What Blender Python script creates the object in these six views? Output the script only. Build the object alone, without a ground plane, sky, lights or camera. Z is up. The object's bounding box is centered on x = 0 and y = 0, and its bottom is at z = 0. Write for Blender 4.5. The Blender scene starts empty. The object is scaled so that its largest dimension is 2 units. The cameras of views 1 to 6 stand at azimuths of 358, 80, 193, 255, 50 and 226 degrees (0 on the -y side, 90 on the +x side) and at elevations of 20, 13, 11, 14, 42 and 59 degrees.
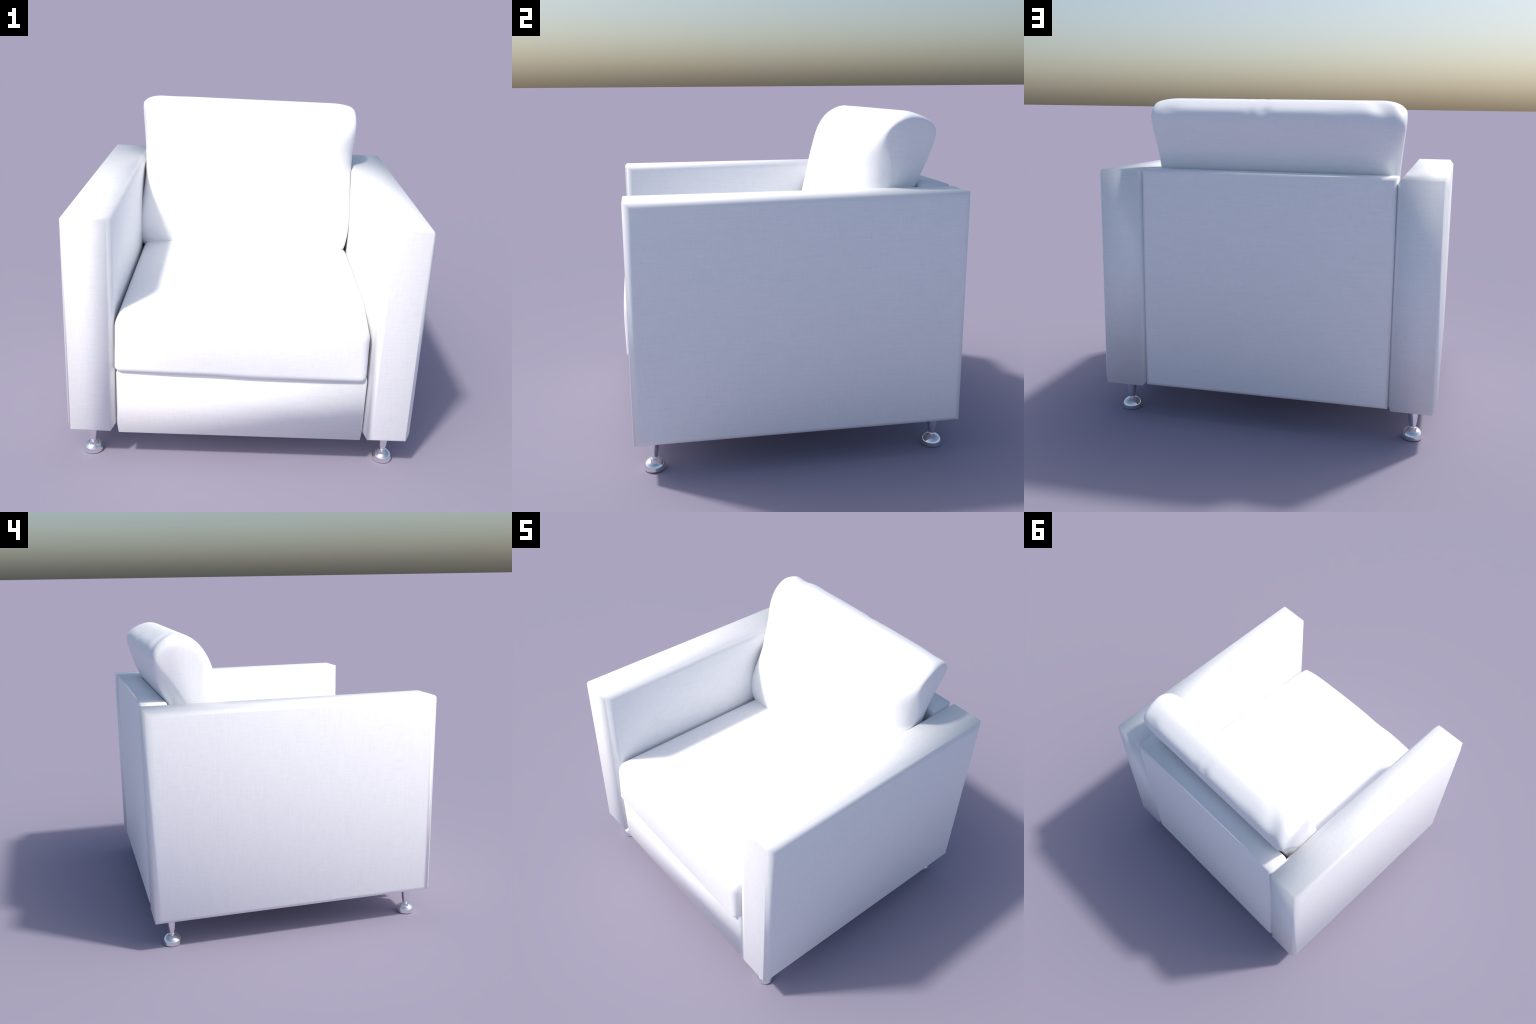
"""White upholstered club armchair on chrome ball feet, built part by part."""
import bpy, bmesh, math
import numpy as np
from mathutils import Vector

COL = bpy.context.scene.collection

# ------------------------------------------------------------------ materials
def node(nt, kind, **kw):
    n = nt.nodes.new(kind)
    for k, v in kw.items():
        setattr(n, k, v)
    return n


def math_node(nt, op, a, b=None, c=None):
    n = node(nt, "ShaderNodeMath", operation=op)
    for i, v in enumerate((a, b, c)):
        if v is None:
            continue
        if isinstance(v, (int, float)):
            n.inputs[i].default_value = v
        else:
            nt.links.new(v, n.inputs[i])
    return n.outputs[0]


def fabric_material():
    m = bpy.data.materials.new("white_woven_fabric")
    m.use_nodes = True
    nt = m.node_tree
    bsdf = nt.nodes["Principled BSDF"]
    co = node(nt, "ShaderNodeTexCoord").outputs["Object"]
    geo = node(nt, "ShaderNodeNewGeometry")
    sep = node(nt, "ShaderNodeSeparateXYZ")
    nt.links.new(geo.outputs["True Normal"], sep.inputs[0])

    # threads running along each axis: noise stretched along that axis,
    # faded out on the faces that look straight down the threads
    total = None
    for axis in range(3):
        s = [245.0] * 3
        s[axis] = 12.0
        mp = node(nt, "ShaderNodeMapping")
        mp.inputs["Scale"].default_value = s
        mp.inputs["Location"].default_value = (axis * 3.7, axis * 1.3, axis * 5.1)
        nt.links.new(co, mp.inputs[0])
        nz = node(nt, "ShaderNodeTexNoise")
        nz.inputs["Scale"].default_value = 1.0
        nz.inputs["Detail"].default_value = 2.0
        nt.links.new(mp.outputs[0], nz.inputs["Vector"])
        away = math_node(nt, "SUBTRACT", 1.0, math_node(nt, "ABSOLUTE", sep.outputs[axis]))
        t = math_node(nt, "MULTIPLY", math_node(nt, "SUBTRACT", nz.outputs["Fac"], 0.5), away)
        total = t if total is None else math_node(nt, "ADD", total, t)

    # stray curved fibres lying across the weave: thin contour lines of soft noises, broken up
    fibres = None
    for k, (scale, width) in enumerate(((9.0, 0.010), (15.0, 0.012), (6.0, 0.006))):
        mp = node(nt, "ShaderNodeMapping")
        mp.inputs["Location"].default_value = (k * 11.3, k * 4.1 + 2.0, k * 7.7)
        nt.links.new(co, mp.inputs[0])
        soft = node(nt, "ShaderNodeTexNoise")
        soft.inputs["Scale"].default_value = scale
        soft.inputs["Detail"].default_value = 1.5
        nt.links.new(mp.outputs[0], soft.inputs["Vector"])
        gap = math_node(nt, "ABSOLUTE", math_node(nt, "SUBTRACT", soft.outputs["Fac"], 0.5))
        line = node(nt, "ShaderNodeMapRange", interpolation_type="SMOOTHSTEP")
        nt.links.new(gap, line.inputs[0])
        line.inputs[1].default_value, line.inputs[2].default_value = 0.0, width
        line.inputs[3].default_value, line.inputs[4].default_value = 1.0, 0.0
        cut = node(nt, "ShaderNodeTexNoise")
        cut.inputs["Scale"].default_value = scale * 2.3
        nt.links.new(mp.outputs[0], cut.inputs["Vector"])
        keep = node(nt, "ShaderNodeMapRange", interpolation_type="SMOOTHSTEP")
        nt.links.new(cut.outputs["Fac"], keep.inputs[0])
        keep.inputs[1].default_value, keep.inputs[2].default_value = 0.52, 0.62
        f = math_node(nt, "MULTIPLY", line.outputs[0], keep.outputs[0])
        fibres = f if fibres is None else math_node(nt, "MAXIMUM", fibres, f)
    patch = node(nt, "ShaderNodeTexNoise")
    patch.inputs["Scale"].default_value = 16.0
    patch.inputs["Detail"].default_value = 2.0
    nt.links.new(co, patch.inputs["Vector"])
    worn = math_node(nt, "MULTIPLY", math_node(nt, "SUBTRACT", patch.outputs["Fac"], 0.5), 0.10)

    height = math_node(nt, "ADD", math_node(nt, "MULTIPLY", total, 0.7),
                       math_node(nt, "MULTIPLY", fibres, 0.24))
    height = math_node(nt, "ADD", height, worn)
    ramp = node(nt, "ShaderNodeMix", data_type="RGBA")
    fac = math_node(nt, "ADD", math_node(nt, "MULTIPLY", height, 1.3), 0.5)
    nt.links.new(fac, ramp.inputs[0])
    ramp.inputs[6].default_value = (*FABRIC_DARK, 1)
    ramp.inputs[7].default_value = (*FABRIC_LIGHT, 1)
    nt.links.new(ramp.outputs[2], bsdf.inputs["Base Color"])
    bsdf.inputs["Roughness"].default_value = FABRIC_ROUGH
    bsdf.inputs["Specular IOR Level"].default_value = FABRIC_SPEC
    return m


FABRIC_DARK, FABRIC_LIGHT = (0.86, 0.87, 0.90), (1.0, 1.0, 1.0)
FABRIC_ROUGH, FABRIC_SPEC = 0.5, 0.5


def chrome_material():
    m = bpy.data.materials.new("polished_chrome")
    m.use_nodes = True
    nt = m.node_tree
    b = nt.nodes["Principled BSDF"]
    b.inputs["Metallic"].default_value = 1.0
    co = node(nt, "ShaderNodeTexCoord").outputs["Object"]
    nz = node(nt, "ShaderNodeTexNoise")
    nz.inputs["Scale"].default_value = 60.0
    nt.links.new(co, nz.inputs["Vector"])
    rough = math_node(nt, "ADD", math_node(nt, "MULTIPLY", nz.outputs["Fac"], 0.04), 0.06)
    nt.links.new(rough, b.inputs["Roughness"])
    b.inputs["Base Color"].default_value = (0.93, 0.93, 0.94, 1)
    return m


FABRIC, CHROME = fabric_material(), chrome_material()

# ------------------------------------------------------------------ helpers
chair = bpy.data.objects.new("armchair", None)
COL.objects.link(chair)
chair["label"] = "boxy white fabric club armchair with chrome ball feet"
chair["category"] = "armchair"


def add(name, mesh, parent=chair, loc=(0, 0, 0), mat=None):
    o = bpy.data.objects.new(name, mesh)
    COL.objects.link(o)
    o.parent = parent
    o.location = loc
    if mat is not None and not mesh.materials:
        mesh.materials.append(mat)
    return o


def mesh_from_bm(name, bm):
    me = bpy.data.meshes.new(name)
    bm.to_mesh(me)
    bm.free()
    me.polygons.foreach_set("use_smooth", [True] * len(me.polygons))
    me.update()
    return me


def padded_box(name, lo, hi, swell, inset, lip=None, front_inset=None):
    """Upholstered board: straight piped edges between eight corners; the broad sides carry
    a flat pad that is set in from the edges and swells a little past them.
    front_inset (left, right, below, above) is for a pad on the -y end alone. swell is given for (-x, +x, -y, +y, -z, +z), None for a plain side; inset per axis (x, y, z).
    lip (dy, dz) sets the -y end forward by dy, with narrow turned edges dz high above and below.
    All of it is smooth shaded, so that the narrow sides look softly rounded over."""
    bm = bmesh.new()
    lo, hi = Vector(lo), Vector(hi)
    corner = {}
    for i in (0, 1):
        for j in (0, 1):
            for k in (0, 1):
                corner[i, j, k] = bm.verts.new(((lo, hi)[i][0], (lo, hi)[j][1], (lo, hi)[k][2]))
    face_end = {}
    if lip:
        for i in (0, 1):
            for k in (0, 1):
                p = corner[i, 0, k].co
                face_end[i, k] = bm.verts.new((p[0], p[1] - lip[0], p[2] + (-lip[1] if k else lip[1])))
        f, c = face_end, corner
        bm.faces.new((f[0, 0], f[1, 0], f[1, 1], f[0, 1]))
        bm.faces.new((f[0, 1], f[1, 1], c[1, 0, 1], c[0, 0, 1]))
        bm.faces.new((c[0, 0, 0], c[1, 0, 0], f[1, 0], f[0, 0]))
    for axis in range(3):
        b, c = (axis + 1) % 3, (axis + 2) % 3
        for side in (0, 1):
            if lip and axis == 1 and side == 0:
                continue
            outer, pad, rise = [], [], swell[2 * axis + side]
            for tb, tc in ((0, 0), (1, 0), (1, 1), (0, 1)):
                key = [0, 0, 0]
                key[axis], key[b], key[c] = side, tb, tc
                v = corner[tuple(key)]
                outer.append(v)
                if rise is None:
                    continue
                p = v.co.copy()
                p[axis] += (1 if side else -1) * rise
                if front_inset and axis == 1 and side == 0:
                    p[b] += (-front_inset[3] if tb else front_inset[2])
                    p[c] += (-front_inset[1] if tc else front_inset[0])
                else:
                    p[b] += (-1 if tb else 1) * inset[b]
                    p[c] += (-1 if tc else 1) * inset[c]
                pad.append(bm.verts.new(p))
            if axis == 0 and lip:
                # the end edge of this side runs over the lip: two corners more
                bm.faces.new([outer[3], face_end[side, 1], face_end[side, 0], outer[0]][::1 if side else -1])
            faces = [outer] if rise is None else [pad] + [[outer[q], outer[(q + 1) % 4], pad[(q + 1) % 4], pad[q]] for q in range(4)]
            for f in faces:
                bm.faces.new(f if side else f[::-1])
    bmesh.ops.triangulate(bm, faces=list(bm.faces), quad_method="FIXED")
    me = mesh_from_bm(name, bm)
    return me


def spline(points, per=6, closed=True):
    """Catmull-Rom curve through control points."""
    p = np.array(points, float)
    n = len(p)
    out = []
    for i in range(n if closed else n - 1):
        a, b, c, d = (p[(i + k) % n] if closed else p[min(max(i + k, 0), n - 1)] for k in (-1, 0, 1, 2))
        for s in np.arange(per) / per:
            out.append(0.5 * (2 * b + (c - a) * s + (2 * a - 5 * b + 4 * c - d) * s * s + (3 * b - a - 3 * c + d) * s ** 3))
    if not closed:
        out.append(p[-1])
    return np.array(out)


def resample(p, n):
    q = np.vstack([p, p[:1]])
    d = np.concatenate([[0], np.cumsum(np.linalg.norm(np.diff(q, axis=0), axis=1))])
    s = np.linspace(0, d[-1], n, endpoint=False)
    return np.stack([np.interp(s, d, q[:, k]) for k in range(2)], 1)


def bump(d, w):
    return np.exp(-(d / w) ** 2)


def ease(v, a, b):
    t = np.clip((v - a) / (b - a), 0, 1)
    return t * t * (3 - 2 * t)


# ------------------------------------------------------------------ frame
ARM_X, ARM_HALF = 0.862, 0.114          # middle and half width between the piped edges
# the left front end is pulled smooth over turned edges, the right one carries a flat pad
SIDES, REAR = (0.024, 0.024), 0.920
left_arm = padded_box("armrest", (-ARM_HALF, -0.885, 0.190), (ARM_HALF, REAR, 1.488),
                      (*SIDES, None, None, None, None), (0.028, 0.037, 0.030), lip=(0.012, 0.013))
right_arm = padded_box("armrest", (-ARM_HALF, -0.891, 0.190), (ARM_HALF, REAR, 1.488),
                       (*SIDES, 0.004, None, None, None), (0.028, 0.037, 0.030), front_inset=(0.028, 0.006, 0.008, 0.010))
add("armrest", left_arm, loc=(-ARM_X, 0, 0), mat=FABRIC)
add("armrest", right_arm, loc=(ARM_X, 0, 0), mat=FABRIC)
add("back_panel", padded_box("back_panel", (-0.728, 0.758, 0.196), (0.724, 0.906, 1.496),
                             (None, None, 0.01, 0.014, None, None), (0.022, 0.0, 0.022)), mat=FABRIC)
frame = padded_box("seat_frame", (-0.700, -0.888, 0.187), (0.706, 0.744, 0.600),
                   (0.014, 0.012, None, None, None, None), (0.0, 0.03, 0.04))
# normal at the lower left front corner overridden by hand, lightening the shade there
normals = [v.normal.copy() for v in frame.vertices]
corner = min(range(len(normals)), key=lambda i: (frame.vertices[i].co - Vector((-0.7, -0.888, 0.187))).length)
normals[corner] = Vector((-0.58, -0.70, -0.42)).normalized()
frame.normals_split_custom_set_from_vertices(normals)
add("seat_frame", frame, mat=FABRIC)

# ------------------------------------------------------------------ seat cushion
def seat_cushion():
    bm = bmesh.new()
    bmesh.ops.create_cube(bm, size=2.0)
    bmesh.ops.subdivide_edges(bm, edges=list(bm.edges), cuts=47, use_grid_fill=True)
    c = np.array([v.co for v in bm.verts])
    lo = np.array([-0.718, -0.915, 0.578])
    hi = np.array([0.735, 0.64, 0.927])
    # crowd the grid towards the edges so that the rounding is smooth
    c = np.sign(c) * (1 - (1 - np.abs(c)) ** 1.6)
    half, centre = (hi - lo) / 2, (hi + lo) / 2
    p = c * half
    # push the shell onto a box with rolled edges, rolled most along the top
    t = np.clip(p[:, 2] / half[2] * 0.5 + 0.5, 0, 1)[:, None]
    t = t * t * (3 - 2 * t)
    r = (1 - t) * np.array([0.035, 0.03, 0.035]) + t * np.array([0.045, 0.055, 0.09])
    core = np.clip(p, -(half - r), half - r)
    d = (p - core) / r
    ln = np.linalg.norm(d, axis=1)
    k = ln > 1e-9
    p[k] = core[k] + (d[k] / ln[k, None] * np.minimum(1, ln[k])[:, None]) * r[k]
    x, y, z = (p + centre).T
    u, w = x / 0.7, (y - centre[1]) / half[1]
    up = np.clip((z - 0.60) / (0.918 - 0.60), 0, 1)
    crown = (1 - np.clip(np.abs(u), 0, 1) ** 2.2) * (1 - 0.35 * np.clip(np.abs(w), 0, 1) ** 4)
    z += up * (0.034 * crown - 0.016 * bump(x + 0.17, 0.11) * bump(y + 0.9, 0.25))
    z += up * -0.016 * bump(x - 0.72, 0.08)
    # the right border stands a little clear of the arm towards the front and below
    x -= np.clip(x / 0.7, 0, 1) ** 3 * 0.030 * np.maximum(np.clip((-y - 0.45) / 0.4, 0, 1), 1 - up)
    # the lower front seam wanders a little
    low = 1 - np.clip((z - 0.578) / 0.08, 0, 1)
    z += low * (0.012 * (1 / (1 + np.exp((x + 0.06) / 0.05))) - 0.004)
    # front border swells between its seams
    fr = np.clip((-y - 0.80) / 0.1, 0, 1)
    y -= fr * 0.011 * np.sin(np.pi * np.clip((z - 0.58) / 0.33, 0, 1)) * (1 - np.abs(u) ** 3)
    # seen from above the border curves back to its corners, mostly on the left
    y += fr * (0.3 + 0.7 * up) * (0.017 * ease(-x, 0.30, 0.72) + 0.006 * ease(x, 0.45, 0.72))
    for v, q in zip(bm.verts, np.stack([x, y, z], 1)):
        v.co = q
    me = mesh_from_bm("seat_cushion", bm)
    # front normals tilted upward, and leftward at the left end, to paint in extra sunlight
    soft = []
    for v in me.vertices:
        n, fwd = v.normal.copy(), max(0.0, -v.normal.y) ** 2
        n += fwd * Vector((-0.20 * float(ease(-v.co.x, 0.15, 0.72)), 0, 0.08 + 0.05 * float(ease(v.co.z, 0.62, 0.90))))
        soft.append(n.normalized())
    me.normals_split_custom_set_from_vertices(soft)
    return me


add("seat_cushion", seat_cushion(), mat=FABRIC)

# ------------------------------------------------------------------ back cushion
# side profile (y, z), from the bottom front corner up over the top and down the back
PROFILE = [(0.385, 0.885), (0.345, 0.96), (0.342, 1.10), (0.362, 1.297), (0.392, 1.466), (0.415, 1.576), (0.453, 1.694),
           (0.495, 1.78), (0.547, 1.847), (0.612, 1.888), (0.668, 1.901), (0.720, 1.892), (0.770, 1.869), (0.812, 1.842),
           (0.834, 1.810), (0.838, 1.775), (0.822, 1.69), (0.795, 1.60), (0.757, 1.51), (0.715, 1.40), (0.67, 1.25), (0.62, 1.05),
           (0.585, 0.92), (0.54, 0.88), (0.46, 0.872)]
HALF = 0.738


def back_cushion():
    n = 220
    prof = resample(spline(PROFILE, 10), n)
    tang = np.roll(prof, -1, 0) - np.roll(prof, 1, 0)
    tang /= np.linalg.norm(tang, axis=1)[:, None]
    out = np.stack([-tang[:, 1], tang[:, 0]], 1)
    if (out * (prof - prof.mean(0))).sum() < 0:
        out = -out
    centre = np.array([0.59, 1.42])
    yy, zz = prof.T
    # rounding radius round the loop: crisp top and rear corners, soft low front
    front = ease(-yy, -0.64, -0.50) * ease(-zz, -1.85, -1.58) * (0.3 + 0.7 * ease(zz, 1.10, 1.42))
    rear = ease(yy, 0.62, 0.70) * ease(-zz, -1.84, -1.50)
    rings = []
    stations = np.concatenate([np.linspace(0, 0.80, 56), 0.80 + 0.20 * np.sin(np.linspace(0, np.pi / 2, 19)[1:])])
    for side in (-1, 1):
        half = []
        # the left front edge is tight, the right one is softly caved in
        rad = (0.024 if side > 0 else 0.032) + (0.128 if side > 0 else 0.085) * front + 0.02 * rear
        for s in stations:
            x = np.full(n, s * HALF)
            # inside the last "rad" of width the section is drawn in along a quarter circle
            reach = rad * (1.3 if side > 0 else 1.1)
            t = np.clip((x - (HALF - reach)) / reach, 0, 1)
            ins = rad * (1 - np.sqrt(np.clip(1 - t * t, 0, 1)))
            p = prof - out * ins[:, None]
            half.append(np.column_stack([side * x, p]))
        last = half[-1]
        for q in (0.9, 0.75, 0.55, 0.35, 0.15):
            c = np.array([side * HALF, *centre])
            ring = c + (last - c) * q
            half.append(ring)
        rings.append(half)
    loops = rings[0][::-1] + rings[1][1:]
    pts = np.array(loops)
    x, y, z = pts[..., 0], pts[..., 1], pts[..., 2]
    # neither end is square: the left one slants in to the front, the right one to the back
    L, Rr = np.clip(-x / HALF, 0, 1) ** 2, np.clip(x / HALF, 0, 1) ** 2
    low, back, high = ease(-z, -1.82, -1.42), ease(y, 0.52, 0.84), ease(z, 1.58, 1.82)
    x = x + L * (0.052 * ease(-y, -0.74, -0.46) * ease(z, 1.0, 1.45) + 0.085 * low * back - 0.020)
    x = x - Rr * (0.012 * low + 0.036 * ease(y, 0.60, 0.84) + 0.045 * low * back - 0.002)
    x = x - 0.02 * np.sign(x) * ease(np.abs(x), 0.5, 0.73) * ease(-z, -1.1, -0.85)
    # fuller belly, a hollow behind the right front edge
    fore = ease(-y, -0.66, -0.50)
    y = y - 0.012 * (1 - (x / HALF) ** 2) * bump(z - 1.2, 0.25) * fore
    y = y + 0.014 * bump(x - 0.70, 0.10) * bump(z - 1.62, 0.17) * fore
    # top line: droops at the ends, rear edge stands out between them
    z = z - high * (0.034 * np.clip((-x - 0.62) / 0.12, 0, 1) ** 2 + 0.026 * np.clip((x - 0.58) / 0.15, 0, 1) ** 2 * (1 - 0.7 * ease(y, 0.68, 0.80)))
    middle, hind = np.clip(1 - (np.abs(x) / 0.7) ** 4, 0, 1), ease(y, 0.64, 0.76)
    y = y + middle * hind * (0.008 * bump(z - 1.76, 0.05) + 0.005 * bump(z - 1.838, 0.025))
    # a little settling, so that no rule above leaves a hard line
    g = np.stack([x, y, z], -1)
    for _ in range(5):
        g = 0.5 * g + 0.25 * (np.roll(g, 1, 1) + np.roll(g, -1, 1))
        g[1:-1] = 0.5 * g[1:-1] + 0.25 * (g[2:] + g[:-2])
    x, y, z = g[..., 0], g[..., 1], g[..., 2]
    hind, high = ease(y, 0.64, 0.76), ease(z, 1.58, 1.82)
    # gathers: pockets sunk under the rear top edge, a crease across the left end, folds on top
    for px, depth, width in ((0.03, 0.011, 0.034), (0.115, 0.005, 0.028), (0.60, 0.010, 0.06), (-0.40, 0.004, 0.08)):
        y = y - depth * bump(x - px, width) * bump(z - 1.833, 0.030) * hind
    along = np.clip((0.83 - y) / 0.16, 0, 1)
    crease = bump(x + 0.645 - 0.11 * along, 0.072) * (1 - along) ** 0.7 * ease(y, 0.62, 0.70) * high
    z, y = z - 0.015 * crease, y - 0.008 * crease
    # two soft lobes at the left end, either side of the crease
    z = z + high * hind * (0.006 * bump(x + 0.56, 0.06) + 0.008 * bump(x + 0.70, 0.04)) * bump(y - 0.76, 0.06)
    for px, lean in ((0.08, 0.7), (0.14, 0.55), (0.20, 0.8)):
        z = z - 0.0035 * bump(x - px + lean * (y - 0.62), 0.012) * bump(y - 0.60, 0.07) * high
    bm = bmesh.new()
    vs = [[bm.verts.new(p) for p in ring] for ring in np.stack([x, y, z], -1)]
    for a, b in zip(vs, vs[1:]):
        for i in range(n):
            j = (i + 1) % n
            bm.faces.new((a[i], a[j], b[j], b[i]))
    bm.faces.new(vs[0][::-1])
    bm.faces.new(vs[-1])
    bmesh.ops.recalc_face_normals(bm, faces=list(bm.faces))
    return mesh_from_bm("back_cushion", bm)


add("back_cushion", back_cushion(), mat=FABRIC)

# ------------------------------------------------------------------ legs
def lathe(name, prof, seg=64):
    bm = bmesh.new()
    rings = []
    for r, z in prof:
        rings.append([bm.verts.new((r * math.cos(a), r * math.sin(a), z)) for a in np.arange(seg) * math.tau / seg])
    for a, b in zip(rings, rings[1:]):
        for i in range(seg):
            j = (i + 1) % seg
            bm.faces.new((a[i], a[j], b[j], b[i]))
    bm.faces.new(rings[0][::-1])
    bm.faces.new(rings[-1])
    return mesh_from_bm(name, bm)


stem = lathe("leg", spline([(0.0165, 0.062), (0.0195, 0.076), (0.0240, 0.100), (0.0272, 0.135), (0.0285, 0.165), (0.029, 0.20)], 6, False))
R, EQ, DOME = 0.0585, 0.016, 0.050
foot = lathe("foot", [(0.0545, 0.0)] + [(0.0555 + 0.003 * math.sin(a), EQ * (1 - math.cos(a)) * 0.9) for a in np.linspace(0.3, 1.5, 8)]
             + [(R * math.cos(a), EQ + DOME * math.sin(a)) for a in np.linspace(0, 1.26, 24)] + [(0.0165, 0.0655), (0.0165, 0.072)])
for sx in (-1, 1):
    for y in (-0.788, 0.808):
        leg = add("leg", stem, loc=(sx * 0.868, y, 0), mat=CHROME)
        add("foot", foot, parent=leg, mat=CHROME)
